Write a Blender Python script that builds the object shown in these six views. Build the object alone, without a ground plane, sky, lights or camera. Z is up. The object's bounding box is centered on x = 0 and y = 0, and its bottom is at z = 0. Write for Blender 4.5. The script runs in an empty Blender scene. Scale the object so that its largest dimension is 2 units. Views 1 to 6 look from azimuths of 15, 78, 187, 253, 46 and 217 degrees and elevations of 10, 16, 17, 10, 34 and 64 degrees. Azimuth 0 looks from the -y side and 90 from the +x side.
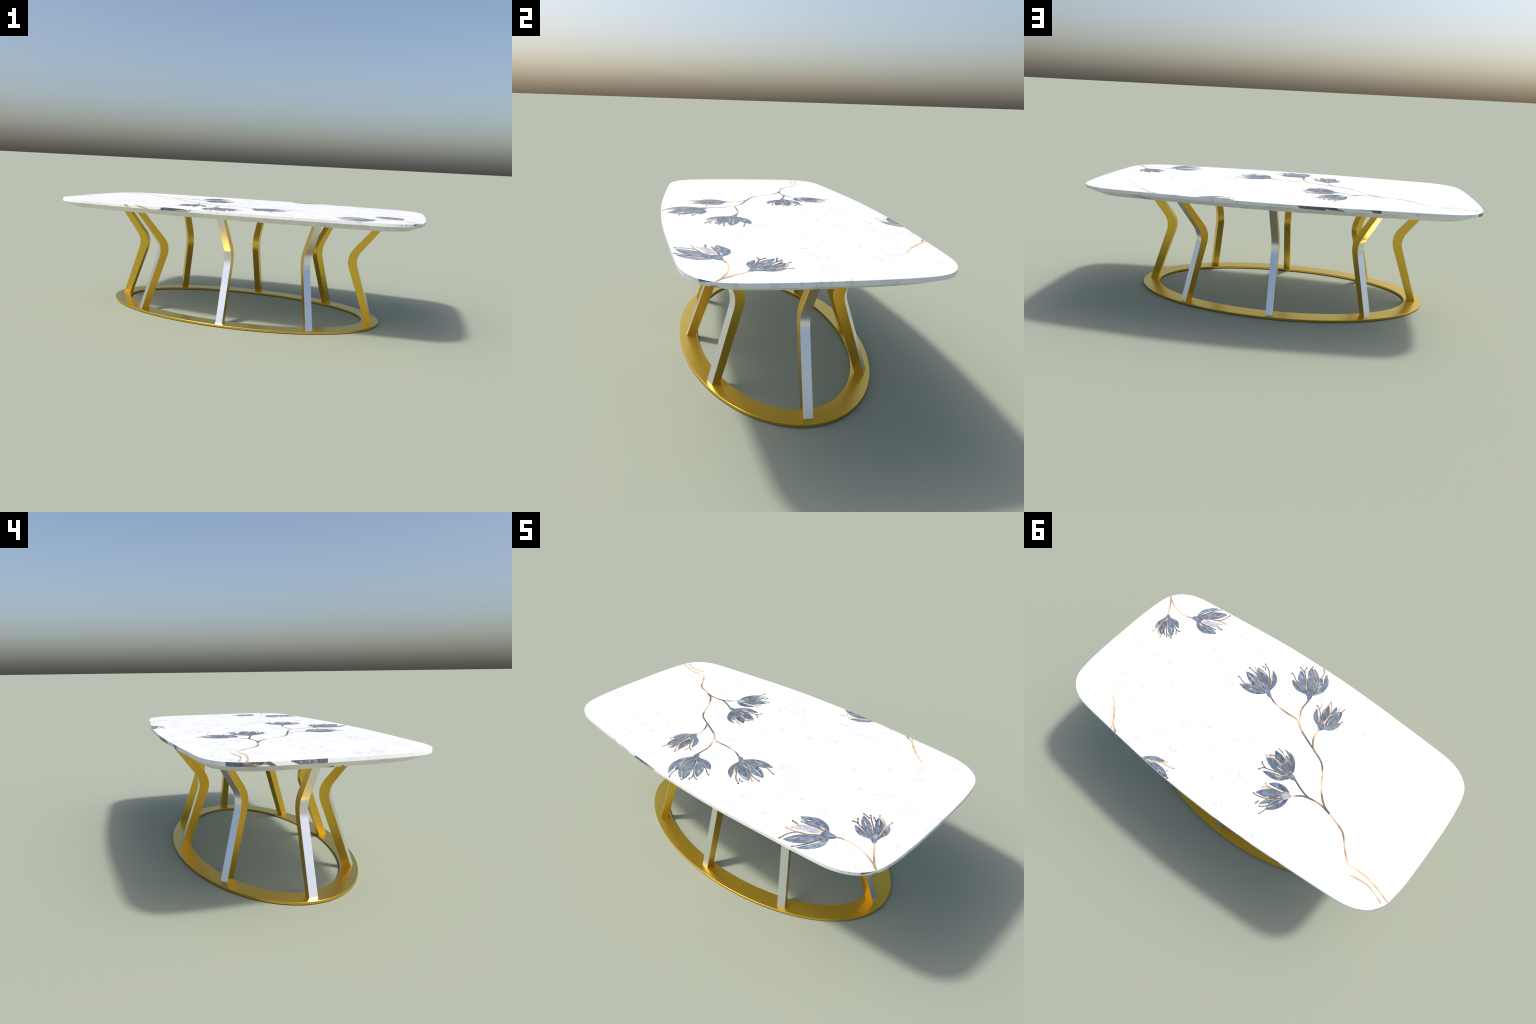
"""Long table: white flower-inlaid marble slab on a gold oval ring with eight kinked flat-bar legs."""
import math, random
import bpy, bmesh
import numpy as np
from mathutils import Matrix

random.seed(7)

# ----------------------------------------------------------------- dimensions (metres)
TOP_Z, BAND_Z, UNDER_Z = 0.610, 0.5945, 0.5675     # slab: top face, foot of the upright rim, underside
UNDER_IN = (0.056, 0.036)                          # how far the sloping underside runs in at the ends, at the sides
RING_OUT, RING_IN, RING_H = (0.8045, 0.430), (0.710, 0.3467), 0.0105
LEG_W = 0.0376
# one quarter of the slab's outline, from the middle of the long side to the middle of the end
QUARTER = [(0.0, 0.5030), (0.2, 0.5000), (0.4, 0.4885), (0.6, 0.4727), (0.76, 0.4590), (0.842, 0.4470),
           (0.901, 0.4240), (0.947, 0.3885), (0.976, 0.3409), (0.990, 0.2704), (0.9985, 0.1500), (1.0, 0.0)]
# feet of the legs (middle of the outer face) and the way each leg faces, degrees
LEGS = [(0.770, -0.001, 0), (0.4755, 0.3265, 57), (0.0, 0.409, 90), (-0.4985, 0.300, 126),
        (-0.770, -0.002, 180), (-0.5045, -0.3075, 229), (0.0, -0.397, 270), (0.472, -0.329, 298)]


# ----------------------------------------------------------------- small geometry helpers
def closed_curve(points, per):
    """Smooth closed curve through points (chord-length Hermite)."""
    c = np.array(points, float)
    a, b, d = np.roll(c, 1, 0), np.roll(c, -1, 0), np.roll(c, -2, 0)
    L = lambda p, q: np.linalg.norm(q - p, axis=1)[:, None]
    m1 = (b - a) / (L(a, c) + L(c, b)) * L(c, b)
    m2 = (d - c) / (L(c, b) + L(b, d)) * L(c, b)
    u = np.linspace(0, 1, per, endpoint=False)[None, :, None]
    h = ((2*u**3 - 3*u**2 + 1) * c[:, None] + (u**3 - 2*u**2 + u) * m1[:, None]
         + (-2*u**3 + 3*u**2) * b[:, None] + (u**3 - u**2) * m2[:, None])
    return h.reshape(-1, 2)


def open_curve(points, per):
    """Smooth open curve through points; works for any number of columns."""
    p = np.array(points, float)
    if len(p) == 2:
        return p[0] + np.linspace(0, 1, per + 1)[:, None] * (p[1] - p[0])
    ext = np.vstack([2*p[0] - p[1], p, 2*p[-1] - p[-2]])
    out = []
    for i in range(1, len(ext) - 2):
        p0, p1, p2, p3 = ext[i-1:i+3]
        for t in np.linspace(0, 1, per, endpoint=False):
            out.append(0.5 * (2*p1 + (p2 - p0)*t + (2*p0 - 5*p1 + 4*p2 - p3)*t*t + (3*p1 - p0 - 3*p2 + p3)*t**3))
    out.append(p[-1])
    return np.array(out)


def normals_of(curve, closed=False):
    t = (np.roll(curve, -1, 0) - np.roll(curve, 1, 0)) if closed else np.gradient(curve, axis=0)
    t = t / np.maximum(np.linalg.norm(t, axis=1), 1e-9)[:, None]
    return np.stack([-t[:, 1], t[:, 0]], 1)


q = np.array(QUARTER)
OUTLINE = closed_curve(np.vstack([q, (q * [1, -1])[::-1][1:], (q * [-1, -1])[1:], (q * [-1, 1])[::-1][1:-1]]), 12)
OUT_N = normals_of(OUTLINE, True)              # clockwise outline: normals point outwards
SEG = np.linalg.norm(np.roll(OUTLINE, -1, 0) - OUTLINE, axis=1)
ARC = np.concatenate([[0], np.cumsum(SEG)])
PERIM = ARC[-1]


def rim(s):
    """Point and outward normal on the outline at arc length s."""
    s = s % PERIM
    i = int(np.searchsorted(ARC, s, side="right") - 1) % len(OUTLINE)
    f = (s - ARC[i]) / SEG[i]
    j = (i + 1) % len(OUTLINE)
    n = OUT_N[i] * (1 - f) + OUT_N[j] * f
    return OUTLINE[i] * (1 - f) + OUTLINE[j] * f, n / np.linalg.norm(n)


def under(p, n):
    """Where the sloping underside ends, below a point of the outline."""
    return p - n * (UNDER_IN[0] * abs(n[0]) + UNDER_IN[1] * abs(n[1]))


def arc_at(x, y):
    return ARC[int(np.argmin(np.linalg.norm(OUTLINE - [x, y], axis=1)))]


def keep_on_slab(p, inset=0.0012):
    """Pull points that would hang over the edge back onto it (the pattern is cut off there)."""
    p = np.array(p, float)
    for k in range(len(p)):
        i = int(np.argmin(np.linalg.norm(OUTLINE - p[k], axis=1)))
        if (p[k] - OUTLINE[i]) @ OUT_N[i] > -inset:
            p[k] = OUTLINE[i] - OUT_N[i] * inset
    return p


def new_object(name, bm, materials, parent=None, smooth_angle=None):
    me = bpy.data.meshes.new(name)
    weighted = smooth_angle is not None
    if weighted:
        for f in bm.faces:
            f.smooth = True
        for e in bm.edges:
            e.smooth = len(e.link_faces) == 2 and e.calc_face_angle(0) < math.radians(smooth_angle)
    bm.to_mesh(me)
    bm.free()
    for m in materials:
        me.materials.append(m)
    ob = bpy.data.objects.new(name, me)
    bpy.context.scene.collection.objects.link(ob)
    ob.parent = parent
    if parent:
        ob.matrix_parent_inverse = parent.matrix_basis.inverted()
    if weighted:                               # flat faces stay flat in shading, only the rounded edges turn
        wn = ob.modifiers.new("weighted_normals", "WEIGHTED_NORMAL")
        wn.keep_sharp, wn.weight = True, 100
    return ob


def loft(bm, loops, closed=True):
    """Quads between successive vertex loops."""
    rows = [[bm.verts.new(v) for v in lp] for lp in loops]
    for a, b in zip(rows, rows[1:]):
        n = len(a)
        for i in range(n if closed else n - 1):
            bm.faces.new((a[i], a[(i+1) % n], b[(i+1) % n], b[i]))
    return rows


# ----------------------------------------------------------------- materials
def material(name):
    m = bpy.data.materials.new(name)
    m.use_nodes = True
    nt = m.node_tree
    return m, nt, nt.nodes["Principled BSDF"]


def node(nt, kind, **inputs):
    n = nt.nodes.new(kind)
    for k, v in inputs.items():
        n.inputs[k.replace("_", " ")].default_value = v
    return n


def ramp(nt, source, stops, interpolation="LINEAR"):
    r = nt.nodes.new("ShaderNodeValToRGB")
    r.color_ramp.interpolation = interpolation
    el = r.color_ramp.elements
    while len(el) < len(stops):
        el.new(0.5)
    for e, (pos, col) in zip(el, stops):
        e.position = pos
        e.color = (*col, 1) if len(col) == 3 else (col[0], col[0], col[0], 1)
    nt.links.new(source, r.inputs[0])
    return r.outputs[0]


def mix(nt, fac, a, b, mode="MIX"):
    n = nt.nodes.new("ShaderNodeMix")
    n.data_type, n.blend_type = "RGBA", mode
    for sock, v in ((n.inputs[0], fac), (n.inputs[6], a), (n.inputs[7], b)):
        if hasattr(v, "links"):
            nt.links.new(v, sock)
        else:
            sock.default_value = v if isinstance(v, float) else (*v, 1)
    return n.outputs[2]


def coords(nt, stretch=(1, 1, 1), turn=0.0, shift=(0, 0, 0)):
    tc, mp = nt.nodes.new("ShaderNodeTexCoord"), nt.nodes.new("ShaderNodeMapping")
    mp.inputs["Scale"].default_value = stretch
    mp.inputs["Rotation"].default_value = (0, 0, turn)
    mp.inputs["Location"].default_value = shift
    nt.links.new(tc.outputs["Object"], mp.inputs[0])
    return mp.outputs[0]


def noise(nt, vec, scale, detail=4.0, rough=0.55, distort=0.0):
    n = node(nt, "ShaderNodeTexNoise", Scale=scale, Detail=detail, Roughness=rough, Distortion=distort)
    nt.links.new(vec, n.inputs["Vector"])
    return n.outputs[0]


def marble():
    m, nt, b = material("white_marble")
    v = coords(nt, turn=0.5)
    # soft broken veins: a thin band of warped noise, kept only inside cloudy patches
    band = ramp(nt, noise(nt, v, 7.0, 8.0, 0.62, 0.6), [(0.470, (0,)), (0.494, (1,)), (0.506, (1,)), (0.530, (0,))])
    patch = ramp(nt, noise(nt, coords(nt, shift=(3, 1, 0)), 6.5, 3.0), [(0.46, (0,)), (0.60, (1,))])
    veins = mix(nt, 1.0, band, patch, "MULTIPLY")
    flecks = ramp(nt, noise(nt, coords(nt, (1, 1.25, 1), 0.9), 27.0, 3.0, 0.6), [(0.62, (0,)), (0.69, (1,))])
    cloud = ramp(nt, noise(nt, v, 11.0, 5.0, 0.6, 0.8), [(0.40, (0,)), (0.66, (1,))])
    col = mix(nt, cloud, BASE_WHITE, BASE_CLOUD)
    col = mix(nt, veins, col, VEIN)
    col = mix(nt, flecks, col, FLECK)
    nt.links.new(col, b.inputs["Base Color"])
    b.inputs["Roughness"].default_value = 0.42
    b.inputs["Specular IOR Level"].default_value = 0.8
    return m


BASE_WHITE, BASE_CLOUD, VEIN, FLECK = (0.835, 0.835, 0.83), (0.785, 0.785, 0.785), (0.645, 0.645, 0.68), (0.605, 0.60, 0.64)


def metal(name, col, rough):
    m, nt, b = material(name)
    b.inputs["Metallic"].default_value = 1.0
    n = noise(nt, coords(nt), 6.0, 2.0)
    nt.links.new(ramp(nt, n, [(0.3, tuple(c * 0.98 for c in col)), (0.7, col)]), b.inputs["Base Color"])
    b.inputs["Roughness"].default_value = rough
    return m


def petal_blue(name, dark, mid, light, pale=(0.30, 0.32, 0.37)):
    """Watercolour wash: blotches of darker and paler slate blue, different on each petal."""
    m, nt, b = material(name)
    info = nt.nodes.new("ShaderNodeObjectInfo")
    away = node(nt, "ShaderNodeVectorMath")
    away.operation = "SCALE"
    away.inputs[0].default_value = (3.1, 5.7, 4.3)
    nt.links.new(info.outputs["Random"], away.inputs["Scale"])

    def along(stretch):                      # x runs from the foot of the petal to its tip
        add = nt.nodes.new("ShaderNodeVectorMath")
        nt.links.new(coords(nt, stretch), add.inputs[0])
        nt.links.new(away.outputs[0], add.inputs[1])
        return add.outputs[0]
    wash = ramp(nt, noise(nt, along((1.0, 1.5, 1)), 30.0, 4.0, 0.62, 0.5), [(0.32, dark), (0.45, mid), (0.58, light), (0.72, pale)])
    streaks = ramp(nt, noise(nt, along((0.35, 3.2, 1)), 38.0, 3.0, 0.5), [(0.36, (0.74, 0.76, 0.80)), (0.50, (1, 1, 1)), (0.66, (1.35, 1.32, 1.28))])
    blots = ramp(nt, noise(nt, along((1.3, 1, 1)), 30.0, 2.0), [(0.60, (0,)), (0.70, (0.8,))])
    col = mix(nt, 1.0, mix(nt, blots, wash, dark), streaks, "MULTIPLY")
    tint = ramp(nt, info.outputs["Random"], [(0.0, (0.74, 0.76, 0.79)), (0.5, (1.0, 1.0, 1.0)), (1.0, (1.34, 1.31, 1.27))])
    col = mix(nt, 1.0, col, tint, "MULTIPLY")
    nt.links.new(col, b.inputs["Base Color"])
    b.inputs["Roughness"].default_value = 0.42
    return m


def line_paint(name, stops, scale):
    m, nt, b = material(name)
    col = ramp(nt, noise(nt, coords(nt), scale, 2.0, 0.5), stops)
    nt.links.new(col, b.inputs["Base Color"])
    b.inputs["Roughness"].default_value = 0.42
    return m


BROWN, TAN, GOLD_INK, CREAM = (0.098, 0.075, 0.058), (0.215, 0.150, 0.092), (0.49, 0.34, 0.170), (0.74, 0.57, 0.36)
MARBLE = marble()
GOLD = metal("brushed_gold", (0.76, 0.50, 0.065), 0.30)
STEEL = metal("polished_steel", (0.84, 0.84, 0.85), 0.28)
BLUE = petal_blue("slate_blue_petal", (0.058, 0.076, 0.099), (0.112, 0.145, 0.188), (0.180, 0.217, 0.270))
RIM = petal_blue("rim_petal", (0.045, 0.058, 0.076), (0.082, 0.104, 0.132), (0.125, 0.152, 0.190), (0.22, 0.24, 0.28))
PALE = petal_blue("pale_petal", (0.23, 0.26, 0.315), (0.335, 0.35, 0.395), (0.41, 0.415, 0.455), (0.50, 0.50, 0.53))
INK = line_paint("brown_ink", [(0.36, BROWN), (0.50, (0.165, 0.125, 0.088)), (0.66, TAN)], 22.0)
GILT = line_paint("gold_ink", [(0.30, TAN), (0.42, GOLD_INK), (0.55, GOLD_INK), (0.70, CREAM)], 20.0)
STEM = line_paint("stem_ink", [(0.40, BROWN), (0.50, TAN), (0.58, GOLD_INK), (0.68, CREAM)], 12.0)
ROOT = line_paint("root_ink", [(0.36, TAN), (0.44, GOLD_INK), (0.58, CREAM)], 11.0)
EDGE = line_paint("cream_edge", [(0.34, (0.40, 0.31, 0.21)), (0.48, (0.60, 0.51, 0.40)), (0.62, (0.70, 0.67, 0.62))], 26.0)
FADE = line_paint("faded_ink", [(0.32, TAN), (0.42, GOLD_INK), (0.54, (0.62, 0.45, 0.25)), (0.68, (0.72, 0.58, 0.38))], 11.0)
CLEAR = line_paint("bare_marble", [(0.3, (0.70, 0.70, 0.72)), (0.7, (0.80, 0.80, 0.80))], 30.0)

# ----------------------------------------------------------------- the table
table = bpy.data.objects.new("dining_table", None)
bpy.context.scene.collection.objects.link(table)
table["label"] = "long dining table, white floral marble top, gold kinked legs on oval ring"
table["category"] = "table"


def build_top():
    bm = bmesh.new()
    edge = 0.0008
    lp = lambda off, z: [(p[0] - n[0]*off, p[1] - n[1]*off, z) for p, n in zip(OUTLINE, OUT_N)]
    rows = loft(bm, [lp(edge, TOP_Z), lp(0, TOP_Z - edge), lp(0, BAND_Z), [(*under(p, n), UNDER_Z) for p, n in zip(OUTLINE, OUT_N)]])
    bm.faces.new(rows[0][::-1])
    bm.faces.new(rows[-1])
    bmesh.ops.recalc_face_normals(bm, faces=bm.faces)
    return new_object("tabletop", bm, [MARBLE], table, 25)


def build_ring():
    bm = bmesh.new()
    n, e = 256, 0.0014
    th = np.linspace(0, 2*np.pi, n, endpoint=False)
    def lp(ab, d, z):
        return [((ab[0] + d) * math.cos(t), (ab[1] + d) * math.sin(t), z) for t in th]
    prof = [(RING_OUT, 0, 0), (RING_OUT, 0, RING_H - e)]
    prof += [(RING_OUT, -e * (1 - math.cos(a)), RING_H - e + e * math.sin(a)) for a in (0.5, 1.05, math.pi/2)]
    prof += [(RING_IN, e * (1 - math.sin(a)), RING_H - e + e * math.cos(a)) for a in (0.0, 0.5, 1.05)]
    prof += [(RING_IN, 0, RING_H - e), (RING_IN, 0, 0)]
    loops = [lp(*p) for p in prof]
    rows = loft(bm, loops)
    for i in range(n):
        bm.faces.new((rows[-1][i], rows[-1][(i+1) % n], rows[0][(i+1) % n], rows[0][i]))
    bmesh.ops.recalc_face_normals(bm, faces=bm.faces)
    return new_object("base_ring", bm, [GOLD], table, 60)


def bend(foot, corner, head, reach, n=16):
    """Straight bar, rounded knee, straight bar, in the leg's own (out, up) plane."""
    f, c, h = (np.array(p, float) for p in (foot, corner, head))
    a = c + (f - c) / np.linalg.norm(f - c) * reach
    b = c + (h - c) / np.linalg.norm(h - c) * reach
    return [f] + [(1-t)**2 * a + 2*t*(1-t) * c + t*t * b for t in np.linspace(0, 1, n)] + [h]


def build_leg_mesh():
    outer = bend((0.0, RING_H - 0.001), (-0.1195, 0.358), (0.0415, UNDER_Z + 0.002), 0.056)
    inner = bend((-0.041, RING_H - 0.001), (-0.1710, 0.3620), (-0.0005, UNDER_Z + 0.002), 0.066)
    bm = bmesh.new()
    w = LEG_W / 2
    corner = [(outer, -w), (outer, w), (inner, w), (inner, -w)]
    loops = [[(line[k][0], y, line[k][1]) for line, y in corner] for k in range(len(outer))]
    rows = loft(bm, loops)
    for r in rows[:-1]:
        pass
    bm.faces.new(rows[0])
    bm.faces.new(rows[-1][::-1])
    bmesh.ops.recalc_face_normals(bm, faces=bm.faces)
    outs = set()
    for r in rows:
        outs.update(r[:2])
    for f in bm.faces:                        # the outward face is polished steel, the rest gold
        if all(v in outs for v in f.verts):
            f.material_index = 1
    long_edges = [e for a, b in zip(rows, rows[1:]) for k in range(4) for e in [bm.edges.get((a[k], b[k]))] if e]
    bmesh.ops.bevel(bm, geom=long_edges, offset=0.0004, segments=1, affect="EDGES", material=0)
    return bm


top = build_top()
ring = build_ring()
first = None
for x, y, turn in LEGS:
    leg = new_object("leg", build_leg_mesh(), [GOLD, STEEL], table, 40) if first is None else first.copy()
    if first is None:
        first = leg
    else:
        bpy.context.scene.collection.objects.link(leg)
    leg.location = (x, y, 0)
    leg.rotation_euler = (0, 0, math.radians(turn))

# ----------------------------------------------------------------- inlay
layer_count = [0]


def ribbon(name, centre, widths, mat, parent, lift, own_frame=False):
    """A thin inlaid strip: a centre line with a width at each point, let into the slab."""
    c = np.array(centre, float)
    n = normals_of(c)
    w = np.array(widths, float)[:, None] / 2
    left, right = keep_on_slab(c + n * w), keep_on_slab(c - n * w)
    layer_count[0] += 1
    top_z = TOP_Z + lift + (layer_count[0] % 40) * 0.000004
    low_z = TOP_Z - 0.0012
    bm = bmesh.new()
    loops = [[(*l, top_z), (*r, top_z), (*r, low_z), (*l, low_z)] for l, r in zip(left, right)]
    rows = loft(bm, loops)
    bm.faces.new(rows[0])
    bm.faces.new(rows[-1][::-1])
    bmesh.ops.remove_doubles(bm, verts=bm.verts, dist=1e-6)
    bmesh.ops.recalc_face_normals(bm, faces=bm.faces)
    if not own_frame:
        return new_object(name, bm, [mat], parent)
    d = c[-1] - c[0]
    frame = Matrix.Translation((*c[0], 0)) @ Matrix.Rotation(math.atan2(d[1], d[0]), 4, "Z")
    bm.transform(frame.inverted())
    ob = new_object(name, bm, [mat], parent)
    ob.matrix_basis = frame
    return ob


def grown(c, back=0.0, on=0.0):
    """Lengthen a centre line at its two ends (metres)."""
    u, v = c[0] - c[1], c[-1] - c[-2]
    first = [c[0] + u / np.linalg.norm(u) * back * f for f in (1.0, 0.5)] if back else []
    last = [c[-1] + v / np.linalg.norm(v) * on * f for f in (0.25, 0.5, 0.75, 0.92, 1.0)] if on else []
    return np.vstack([*first, c, *last])


def mm(points):
    return np.array(points, float) / 1000


PETAL_T = [0, 0.08, 0.22, 0.40, 0.58, 0.75, 0.90, 0.97, 1.0]
PETAL_W = [0.38, 0.58, 0.84, 1.0, 0.98, 0.78, 0.40, 0.15, 0.02]


def petal(spine, width, mat, parent, lift, name="petal"):
    c = grown(open_curve(mm(spine), 10), back=0.009)
    t = np.concatenate([[0], np.cumsum(np.linalg.norm(np.diff(c, axis=0), axis=1))])
    t /= t[-1]
    return ribbon(name, c, np.interp(t, PETAL_T, PETAL_W) * width / 1000, mat, parent, lift, True)


def stamen(points, mat, parent, lift, name="stamen", width=5.6, knob=True):
    c = open_curve(mm(points), 7)
    t = np.linspace(0, 1, len(c))
    w = width * (1.12 - 0.45 * t)
    if knob:
        s = np.concatenate([[0], np.cumsum(np.linalg.norm(np.diff(c, axis=0), axis=1))])
        from_end = (s[-1] - s) * 1000
        w = np.where(from_end < 9, np.maximum(w, 8.6 * np.sqrt(np.clip(1 - ((from_end - 4.5) / 4.8) ** 2, 0.05, 1))), w)
    return ribbon(name, c, w / 1000, mat, parent, lift)


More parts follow.
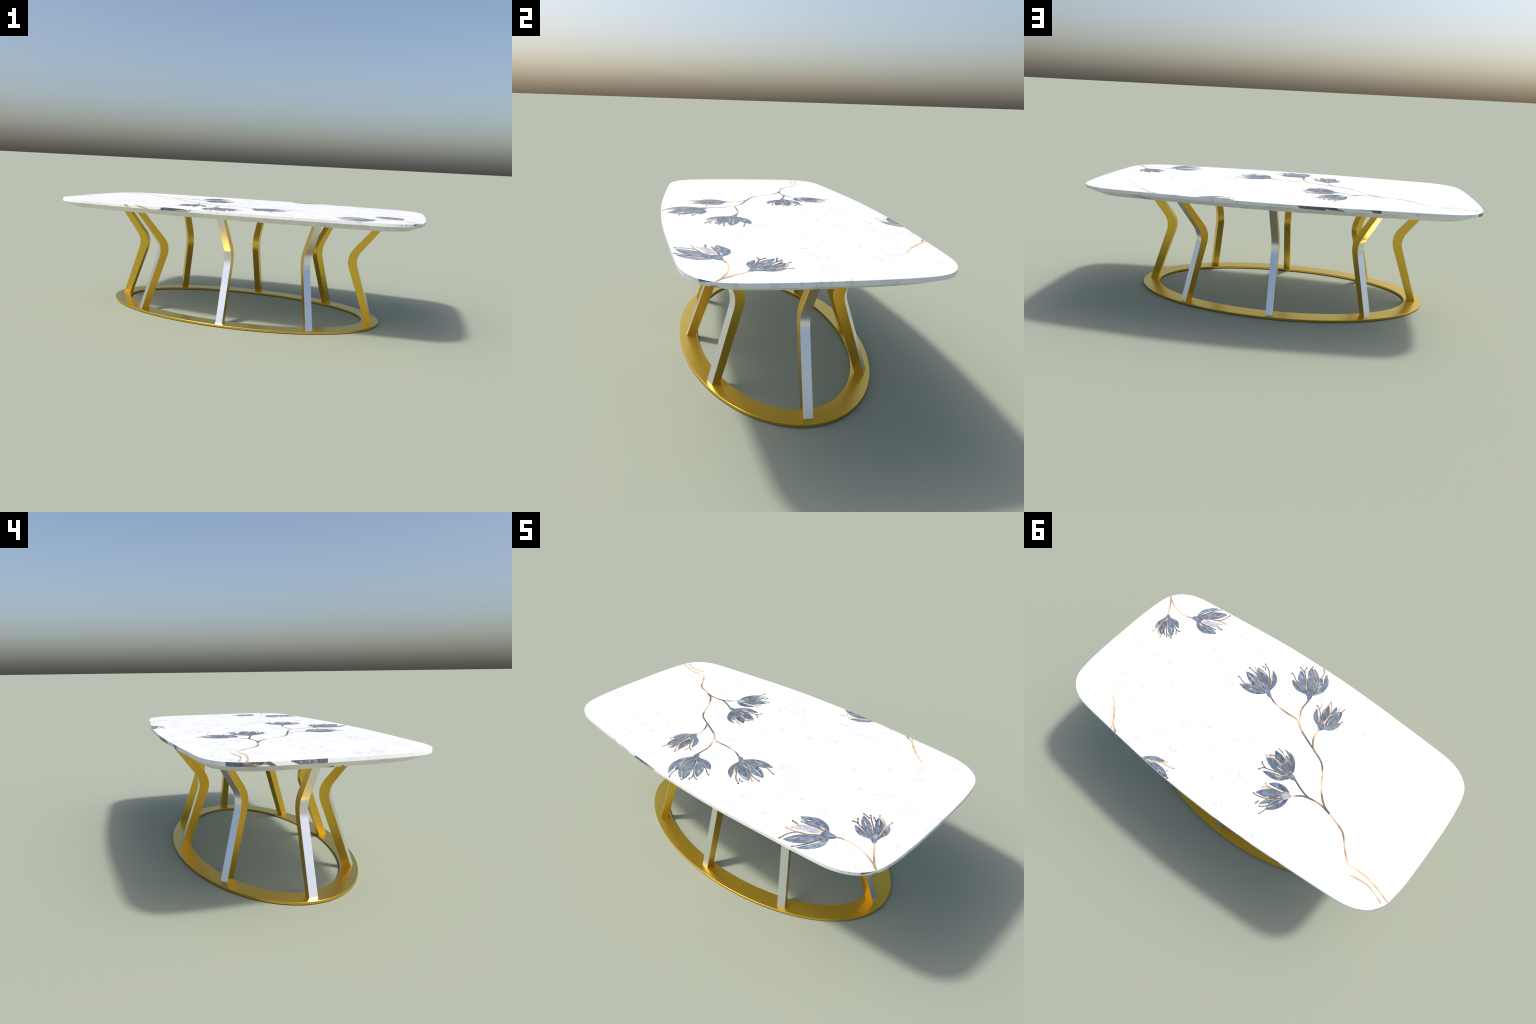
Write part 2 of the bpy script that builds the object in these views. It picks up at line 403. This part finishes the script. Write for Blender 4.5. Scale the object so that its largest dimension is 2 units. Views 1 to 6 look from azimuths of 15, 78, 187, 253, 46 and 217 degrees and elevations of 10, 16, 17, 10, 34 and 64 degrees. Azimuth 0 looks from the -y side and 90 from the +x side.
# flowers, in millimetres on the slab: petals as (spine, widest), calyx as (spine, widths),
# stamens and the slivers of bare marble left between brush strokes as lines
FLOWERS = [
    # flower
    dict(petal=[
        ([(136, -180), (164, -166), (202, -154), (268, -142)], 42),
        ([(148, -194), (218, -208), (289, -225)], 52),
        ([(140, -222), (196, -252), (258, -284)], 52),
        ([(120, -220), (127, -256), (146, -288), (182, -321)], 26),
        ([(132, -228), (150, -253), (167, -278)], 15),
    ], calyx=([(87, -179), (100, -186), (111, -192), (126, -199), (143, -209)], [9, 21, 19, 41, 22]),
    dark=[
        [(143, -186), (181, -184), (219, -174), (250, -162), (280, -171), (306, -177)],
        [(151, -205), (175, -211), (209, -231), (237, -246), (271, -253), (296, -255)],
        [(135, -234), (170, -274), (196, -303), (214, -315), (232, -321), (241, -331)],
        [(214, -296), (226, -308), (244, -304)],
    ],
    gold=[
        [(237, -249), (260, -270), (274, -275)],
        [(135, -244), (150, -274), (173, -292)],
    ],
    gleam=[
        [(211, -152), (203, -155), (195, -159)],
        [(275, -220), (241, -211), (196, -200)],
        [(252, -278), (226, -278), (196, -276)],
        [(191, -222), (167, -218), (144, -213)],
    ],
    ),
    # flower
    dict(petal=[
        ([(-38, -317), (14, -319), (67, -339)], 33),
        ([(-39, -330), (21, -367), (67, -415)], 47),
        ([(-70, -353), (-38, -415), (19, -471)], 32),
        ([(-51, -346), (-10, -406), (27, -464)], 43),
        ([(-78, -357), (-67, -399), (-54, -445)], 33),
        ([(-81, -338), (-94, -383), (-87, -429), (-55, -483)], 33),
    ], calyx=([(-79, -288), (-72, -304), (-68, -313), (-58, -326), (-51, -336)], [10, 23, 27, 47, 40]),
    dark=[
        [(-36, -320), (-5, -327), (21, -339), (50, -349), (80, -368), (96, -370)],
        [(-44, -335), (-4, -375), (27, -402), (47, -424), (51, -434), (51, -451)],
        [(42, -414), (65, -425), (82, -427)],
        [(-53, -342), (-55, -362), (-43, -393), (-23, -425), (-5, -442)],
        [(21, -420), (30, -451), (30, -477)],
        [(-75, -349), (-69, -373), (-49, -411), (-48, -453), (-41, -479), (-24, -499)],
    ],
    gold=[
        [(-20, -430), (-6, -442), (-2, -458)],
    ],
    gleam=[
        [(43, -392), (35, -382), (26, -374)],
        [(22, -465), (12, -457), (2, -449)],
        [(-16, -356), (-28, -340), (-40, -331)],
        [(-80, -415), (-70, -434), (-54, -455)],
        [(-76, -381), (-78, -396), (-82, -409)],
    ],
    ),
    # flower
    dict(petal=[
        ([(-212, -203), (-170, -232), (-144, -278)], 26),
        ([(-213, -216), (-200, -244), (-183, -264)], 15),
        ([(-220, -236), (-197, -281), (-182, -330)], 39),
        ([(-224, -283), (-225, -315), (-218, -350)], 22),
        ([(-246, -226), (-251, -293), (-257, -341)], 55),
        ([(-241, -205), (-267, -228), (-283, -253), (-292, -278)], 30),
    ], calyx=([(-228, -179), (-229, -195), (-222, -206), (-219, -216)], [10, 28, 31, 26]),
    dark=[
        [(-212, -210), (-193, -238), (-173, -266), (-147, -287), (-129, -293)],
        [(-248, -220), (-266, -254), (-288, -279), (-294, -295)],
        [(-234, -237), (-229, -255), (-221, -273)],
    ],
    gold=[
        [(-158, -284), (-154, -300), (-151, -315)],
        [(-221, -222), (-222, -264), (-216, -291), (-201, -328), (-184, -347), (-176, -358)],
        [(-187, -270), (-180, -301), (-179, -331), (-181, -347)],
        [(-221, -273), (-232, -304), (-240, -330), (-234, -350)],
        [(-257, -341), (-259, -353), (-261, -366)],
    ],
    gleam=[
        [(-255, -308), (-252, -318), (-252, -325)],
        [(-228, -220), (-226, -236), (-225, -249)],
        [(-244, -229), (-241, -238), (-240, -247)],
        [(-202, -214), (-188, -234), (-168, -262)],
    ],
    ),
    # flower
    dict(petal=[
        ([(-264, 133), (-234, 154), (-196, 165), (-151, 174)], 33),
        ([(-248, 113), (-181, 111), (-116, 106)], 50),
        ([(-251, 92), (-185, 74), (-129, 47)], 45),
        ([(-251, 79), (-220, 55), (-187, 36)], 22),
        ([(-267, 86), (-240, 48), (-207, 25), (-164, 15)], 22),
    ], calyx=([(-304, 114), (-291, 113), (-279, 112), (-265, 114), (-255, 111)], [10, 23, 26, 43, 33]),
    dark=[
        [(-245, 130), (-219, 134), (-193, 141), (-166, 150), (-151, 153), (-129, 146), (-116, 136)],
        [(-151, 153), (-139, 163), (-128, 182)],
        [(-249, 109), (-226, 99), (-204, 92)],
        [(-162, 77), (-140, 75), (-123, 86)],
        [(-252, 83), (-232, 70), (-215, 61)],
    ],
    gold=[
        [(-204, 92), (-173, 86), (-141, 89), (-105, 98)],
        [(-215, 61), (-185, 43), (-152, 32), (-132, 30)],
        [(-247, 135), (-224, 143), (-200, 149)],
    ],
    gleam=[
        [(-190, 112), (-207, 114), (-230, 113)],
        [(-183, 31), (-198, 34), (-211, 38)],
        [(-174, 154), (-187, 151), (-200, 147)],
        [(-212, 155), (-227, 151), (-239, 144)],
    ],
    ),
    # flower
    dict(pale_calyx=True, petal=[
        ([(-314, 187), (-284, 185), (-248, 194), (-215, 209)], 30),
        ([(-304, 216), (-253, 244), (-196, 283)], 48),
        ([(-308, 236), (-285, 260), (-264, 290), (-245, 320)], 26),
        ([(-319, 237), (-297, 280), (-288, 323)], 28),
        ([(-335, 218), (-331, 257), (-314, 291), (-290, 321)], 21),
    ], calyx=([(-343, 193), (-334, 199), (-323, 205), (-312, 209)], [8, 21, 38, 34]),
    dark=[
        [(-307, 203), (-262, 214), (-223, 224)],
        [(-318, 226), (-286, 256), (-250, 279), (-207, 292), (-187, 291)],
        [(-312, 228), (-290, 261), (-284, 290), (-287, 325), (-277, 361)],
        [(-282, 302), (-269, 317), (-252, 329)],
        [(-235, 307), (-233, 318), (-232, 328)],
    ],
    gold=[
        [(-223, 224), (-212, 235), (-202, 247)],
        [(-223, 224), (-211, 220), (-200, 213)],
    ],
    gleam=[
        [(-201, 284), (-219, 282), (-239, 278)],
        [(-289, 310), (-296, 295), (-306, 281)],
        [(-315, 259), (-320, 247), (-322, 233)],
        [(-292, 240), (-300, 232), (-306, 223)],
    ],
    ),
    # flower
    dict(petal=[
        ([(848, -233), (812, -231), (770, -211)], 26),
        ([(847, -215), (803, -183), (762, -143)], 38),
        ([(867, -204), (848, -160), (813, -118)], 38),
        ([(878, -206), (882, -168), (873, -130)], 23),
    ], calyx=([(886, -248), (876, -236), (866, -223), (859, -215)], [13, 21, 46, 39]),
    dark=[
        [(846, -227), (806, -209), (776, -197), (754, -171)],
        [(776, -197), (758, -196), (748, -200)],
        [(860, -211), (830, -176), (806, -152), (778, -122)],
        [(792, -144), (770, -138), (753, -135)],
        [(819, -144), (807, -133), (796, -126)],
    ],
    gold=[
        [(869, -161), (852, -132), (833, -117), (814, -113), (808, -98)],
        [(875, -201), (867, -157), (867, -122), (868, -103)],
    ],
    gleam=[
        [(782, -167), (796, -179), (810, -191)],
        [(821, -124), (831, -140), (843, -154)],
        [(842, -220), (846, -220), (849, -218)],
        [(843, -196), (848, -204), (855, -209)],
    ],
    ),
    # flower
    dict(pale=(2,), petal=[
        ([(724, -316), (695, -293), (657, -284), (624, -293), (581, -314)], 23),
        ([(685, -307), (645, -308), (614, -313), (584, -313)], 34),
        ([(706, -327), (660, -344), (622, -365), (597, -387)], 38),
        ([(724, -349), (679, -401), (645, -434), (622, -455)], 51),
        ([(742, -341), (745, -376), (728, -414), (689, -458)], 26),
    ], calyx=([(764, -313), (750, -321), (739, -326), (730, -332)], [12, 25, 37, 53]),
    dark=[
        [(709, -315), (686, -319), (653, -326), (625, -331), (603, -333)],
        [(603, -353), (590, -353), (575, -353)],
        [(716, -341), (682, -369), (637, -390), (618, -414), (611, -438), (611, -450), (606, -462)],
        [(733, -361), (719, -385), (709, -408), (690, -440), (671, -464)],
    ],
    gold=[
        [(648, -384), (623, -393), (599, -397), (582, -400)],
        [(620, -353), (613, -357), (604, -355)],
    ],
    gleam=[
        [(614, -314), (625, -309), (635, -304)],
        [(676, -303), (688, -310), (703, -313)],
        [(684, -328), (697, -326), (708, -323)],
        [(721, -400), (727, -387), (732, -373)],
        [(697, -345), (705, -341), (713, -338)],
        [(644, -430), (654, -418), (661, -400)],
    ],
    ),
    # flower
    dict(petal=[
        ([(356, 501), (335, 477), (303, 454), (271, 442), (247, 434)], 26),
        ([(325, 498), (272, 490), (227, 488), (184, 491)], 46),
    ], calyx=None,
    dark=[
        [(186, 500), (183, 494), (179, 489)],
    ],
    gold=[
        [(333, 492), (303, 476), (263, 451), (225, 445), (200, 440), (190, 432)],
        [(256, 440), (248, 434), (239, 431)],
        [(215, 463), (211, 465), (206, 467)],
    ],
    gleam=[
        [(334, 489), (325, 480), (309, 474)],
        [(251, 496), (240, 485), (218, 490)],
    ],
    ),
]

for f in FLOWERS:
    petals = list(f["petal"])
    blossom = None
    if f["calyx"]:
        spine, widths = f["calyx"]
        k = np.arange(len(widths)) / (len(widths) - 1)
        c = open_curve(mm(spine), 8)
        w = open_curve(np.array(widths, float)[:, None], 8)[:, 0]
        cap = w[-1] / 1000 * 0.42            # rounded rim of the cup, rounded foot
        c = grown(c, on=cap)
        w = np.concatenate([w, w[-1] * np.sqrt(1 - np.array([0.25, 0.5, 0.75, 0.92, 0.995]) ** 2)])
        s0 = np.concatenate([[0], np.cumsum(np.linalg.norm(np.diff(c, axis=0), axis=1))]) * 1000
        w = w * np.sqrt(np.clip(s0 / (widths[0] * 0.4), 0.04, 1)) * 1.06
        blossom = ribbon("flower_inlay", c, w / 1000, PALE if f.get("pale_calyx") else BLUE, table, 0.00075, True)
    for i, (spine, width) in enumerate(petals):
        mat = PALE if i in f.get("pale", ()) else BLUE
        ob = petal(spine, width, mat, blossom or table, 0.0003 + 0.00005 * i, "petal" if blossom else "flower_inlay")
        blossom = blossom or ob
    for line in f["gleam"]:
        c = open_curve(mm(line), 8)
        t = np.linspace(0, 1, len(c))
        ribbon("petal_highlight", c, 0.0032 * np.sin(np.pi * (0.04 + 0.92 * t)), CLEAR, blossom, 0.00058)
    for line in f["dark"]:
        stamen(line, INK, blossom, 0.0009)
        if len(line) > 3:                    # pale gilt edge along the lower part of the filament
            c = open_curve(mm(line), 7)
            c = c[:int(len(c) * 0.6)]
            c = c + normals_of(c) * 0.0013
            w = 0.0062 * np.clip(np.sin(np.pi * np.linspace(0.06, 0.97, len(c))) * 1.4, 0, 1)
            ribbon("stamen_edge", c, w, EDGE, blossom, 0.0007)
    for line in f["gold"]:
        stamen(line, GILT, blossom, 0.0011)

STEMS = {
    'trunk': [(-746, 295), (-696, 249), (-652, 199), (-619, 177), (-533, 150)],
    'main': [(-537, 151), (-487, 129), (-431, 73), (-387, 4), (-345, -42), (-273, -75), (-167, -120), (-115, -155), (-86, -160), (-30, -158), (43, -165), (93, -185)],
    'root1': [(-978, 324), (-901, 300), (-825, 288), (-746, 295)],
    'root2': [(-959, 346), (-907, 327), (-858, 316), (-777, 328)],
    'b2': [(-134, -141), (-100, -191), (-84, -228), (-81, -275), (-78, -297)],
    'b3': [(-267, -79), (-241, -114), (-229, -151), (-228, -182)],
    'b4': [(-533, 150), (-482, 141), (-438, 143), (-402, 147), (-354, 134), (-302, 113)],
    'b5': [(-438, 143), (-393, 154), (-367, 170), (-342, 194)],
    's6': [(883, -245), (899, -266), (917, -294), (944, -330), (969, -354)],
    's7': [(764, -313), (779, -307), (796, -304), (823, -300), (863, -305), (895, -314)],
    's7_foot': [(894, -313), (922, -325), (946, -337), (969, -354)],
    'twig': [(731, 329), (701, 349), (667, 379), (634, 414), (605, 446), (557, 475)],
    'fork': [(626, 426), (609, 449), (592, 472)],
}
STEM_LOOK = {"main": (STEM, 9.5, 7.5), "root1": (FADE, 7.0, 9.0), "root2": (FADE, 6.0, 8.0), "twig": (ROOT, 9.5, 9.0),
             "fork": (ROOT, 6.0, 7.0),
             "trunk": (ROOT, 8.5, 9.5), "s6": (FADE, 8.0, 7.5), "s7": (ROOT, 7.5, 7.0), "s7_foot": (FADE, 7.0, 8.0)}
for k, line in STEMS.items():
    mat, w0, w1 = STEM_LOOK.get(k, (STEM, 8.0, 8.5))
    c = open_curve(mm(line), 8)
    ribbon("stem_inlay", c, np.linspace(w0, w1, len(c)) / 1000, mat, table, 0.0002)

# ----------------------------------------------------------------- pattern running over the rim
PROUD = 0.0005


def edge_piece(columns, mat, slope=False, lift=0.0):
    """Strip on the upright rim (or on the sloping underside): columns of ((x, y), low, high), 0..1 up the face."""
    s = np.array([arc_at(*c[0]) for c in columns])
    s = np.where(s - s[0] > PERIM / 2, s - PERIM, np.where(s[0] - s > PERIM / 2, s + PERIM, s))
    lo, hi = np.array([c[1] for c in columns], float), np.array([c[2] for c in columns], float)
    n = max(8, int(abs(s[-1] - s[0]) / 0.006))
    u, k = np.linspace(0, 1, n), np.linspace(0, 1, len(columns))
    ss, ll, hh = np.interp(u, k, s), np.interp(u, k, lo), np.interp(u, k, hi)

    def put(a, h, out):
        p, nn = rim(a)
        if slope:
            return (*(under(p, nn) * (1 - h) + p * h + nn * out * 0.5), UNDER_Z + (BAND_Z - UNDER_Z) * h - out * 0.87)
        return (*(p + nn * out), BAND_Z + 0.0002 + (TOP_Z - 0.0006 - BAND_Z) * h)
    bm = bmesh.new()
    o = PROUD + lift
    rows = loft(bm, [[put(a, h, o), put(a, l, o), put(a, l, -0.0008), put(a, h, -0.0008)] for a, l, h in zip(ss, ll, hh)])
    bm.faces.new(rows[0])
    bm.faces.new(rows[-1][::-1])
    bmesh.ops.remove_doubles(bm, verts=bm.verts, dist=1e-6)
    bmesh.ops.recalc_face_normals(bm, faces=bm.faces)
    return new_object("edge_inlay", bm, [mat], table)


# left end: a broad petal round the corner, then a second one
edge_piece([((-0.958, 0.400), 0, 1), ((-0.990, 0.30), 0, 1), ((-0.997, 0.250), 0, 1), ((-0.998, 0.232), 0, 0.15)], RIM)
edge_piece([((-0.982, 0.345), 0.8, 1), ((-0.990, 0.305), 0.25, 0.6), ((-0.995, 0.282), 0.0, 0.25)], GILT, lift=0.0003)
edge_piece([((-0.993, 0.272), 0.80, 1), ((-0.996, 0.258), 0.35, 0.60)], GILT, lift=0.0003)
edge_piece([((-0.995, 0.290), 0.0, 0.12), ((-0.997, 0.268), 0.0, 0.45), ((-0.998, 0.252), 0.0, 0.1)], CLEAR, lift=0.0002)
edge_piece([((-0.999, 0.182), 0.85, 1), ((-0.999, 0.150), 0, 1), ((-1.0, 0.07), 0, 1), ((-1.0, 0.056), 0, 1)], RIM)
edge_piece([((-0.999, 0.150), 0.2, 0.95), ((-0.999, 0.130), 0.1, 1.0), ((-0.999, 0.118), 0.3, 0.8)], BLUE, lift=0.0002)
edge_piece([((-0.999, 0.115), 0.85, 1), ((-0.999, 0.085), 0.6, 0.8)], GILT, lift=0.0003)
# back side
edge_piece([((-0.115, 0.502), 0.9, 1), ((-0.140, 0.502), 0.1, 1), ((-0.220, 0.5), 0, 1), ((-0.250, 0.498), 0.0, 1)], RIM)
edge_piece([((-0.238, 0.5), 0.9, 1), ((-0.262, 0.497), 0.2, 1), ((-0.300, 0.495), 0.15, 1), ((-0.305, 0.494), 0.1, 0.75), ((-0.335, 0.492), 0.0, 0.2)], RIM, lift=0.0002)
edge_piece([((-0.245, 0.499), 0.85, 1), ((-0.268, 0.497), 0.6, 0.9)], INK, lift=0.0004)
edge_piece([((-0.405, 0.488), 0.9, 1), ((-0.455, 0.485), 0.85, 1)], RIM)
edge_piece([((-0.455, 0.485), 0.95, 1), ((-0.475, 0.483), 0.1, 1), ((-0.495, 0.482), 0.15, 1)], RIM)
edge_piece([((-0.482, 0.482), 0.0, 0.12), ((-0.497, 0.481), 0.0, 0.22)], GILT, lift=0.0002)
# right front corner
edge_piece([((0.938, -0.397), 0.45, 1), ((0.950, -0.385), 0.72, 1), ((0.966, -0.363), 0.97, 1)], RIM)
edge_piece([((0.962, -0.368), 0.0, 0.12), ((0.968, -0.358), 0.0, 0.40), ((0.975, -0.345), 0.0, 0.1)], GILT)
# front side: two stems slant down the rim into a cut petal
edge_piece([((-0.509, -0.480), 0.55, 1), ((-0.500, -0.481), 0.1, 0.95), ((-0.491, -0.482), 0, 0.35)], GILT)
edge_piece([((-0.448, -0.485), 0.8, 1), ((-0.420, -0.487), 0.3, 0.85), ((-0.385, -0.489), 0, 0.3), ((-0.360, -0.491), 0, 0.08)], GILT)
edge_piece([((-0.320, -0.494), 0, 0.12), ((-0.295, -0.495), 0, 0.2), ((-0.285, -0.496), 0, 0.05)], INK)
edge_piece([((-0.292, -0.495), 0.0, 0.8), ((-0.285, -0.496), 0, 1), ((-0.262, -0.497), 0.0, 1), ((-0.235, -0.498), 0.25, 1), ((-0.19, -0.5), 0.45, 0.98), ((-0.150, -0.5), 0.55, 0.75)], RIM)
edge_piece([((-0.262, -0.497), 0.0, 0.08), ((-0.235, -0.498), 0.05, 0.26), ((-0.19, -0.5), 0.0, 0.2), ((-0.155, -0.5), 0.08, 0.3), ((-0.128, -0.501), 0.65, 0.98)], INK, lift=0.0002)
# scraps on the sloping underside
edge_piece([((0.680, 0.466), 0.85, 0.97), ((0.640, 0.470), 0.45, 0.6), ((0.600, 0.473), 0.03, 0.2)], INK, slope=True)
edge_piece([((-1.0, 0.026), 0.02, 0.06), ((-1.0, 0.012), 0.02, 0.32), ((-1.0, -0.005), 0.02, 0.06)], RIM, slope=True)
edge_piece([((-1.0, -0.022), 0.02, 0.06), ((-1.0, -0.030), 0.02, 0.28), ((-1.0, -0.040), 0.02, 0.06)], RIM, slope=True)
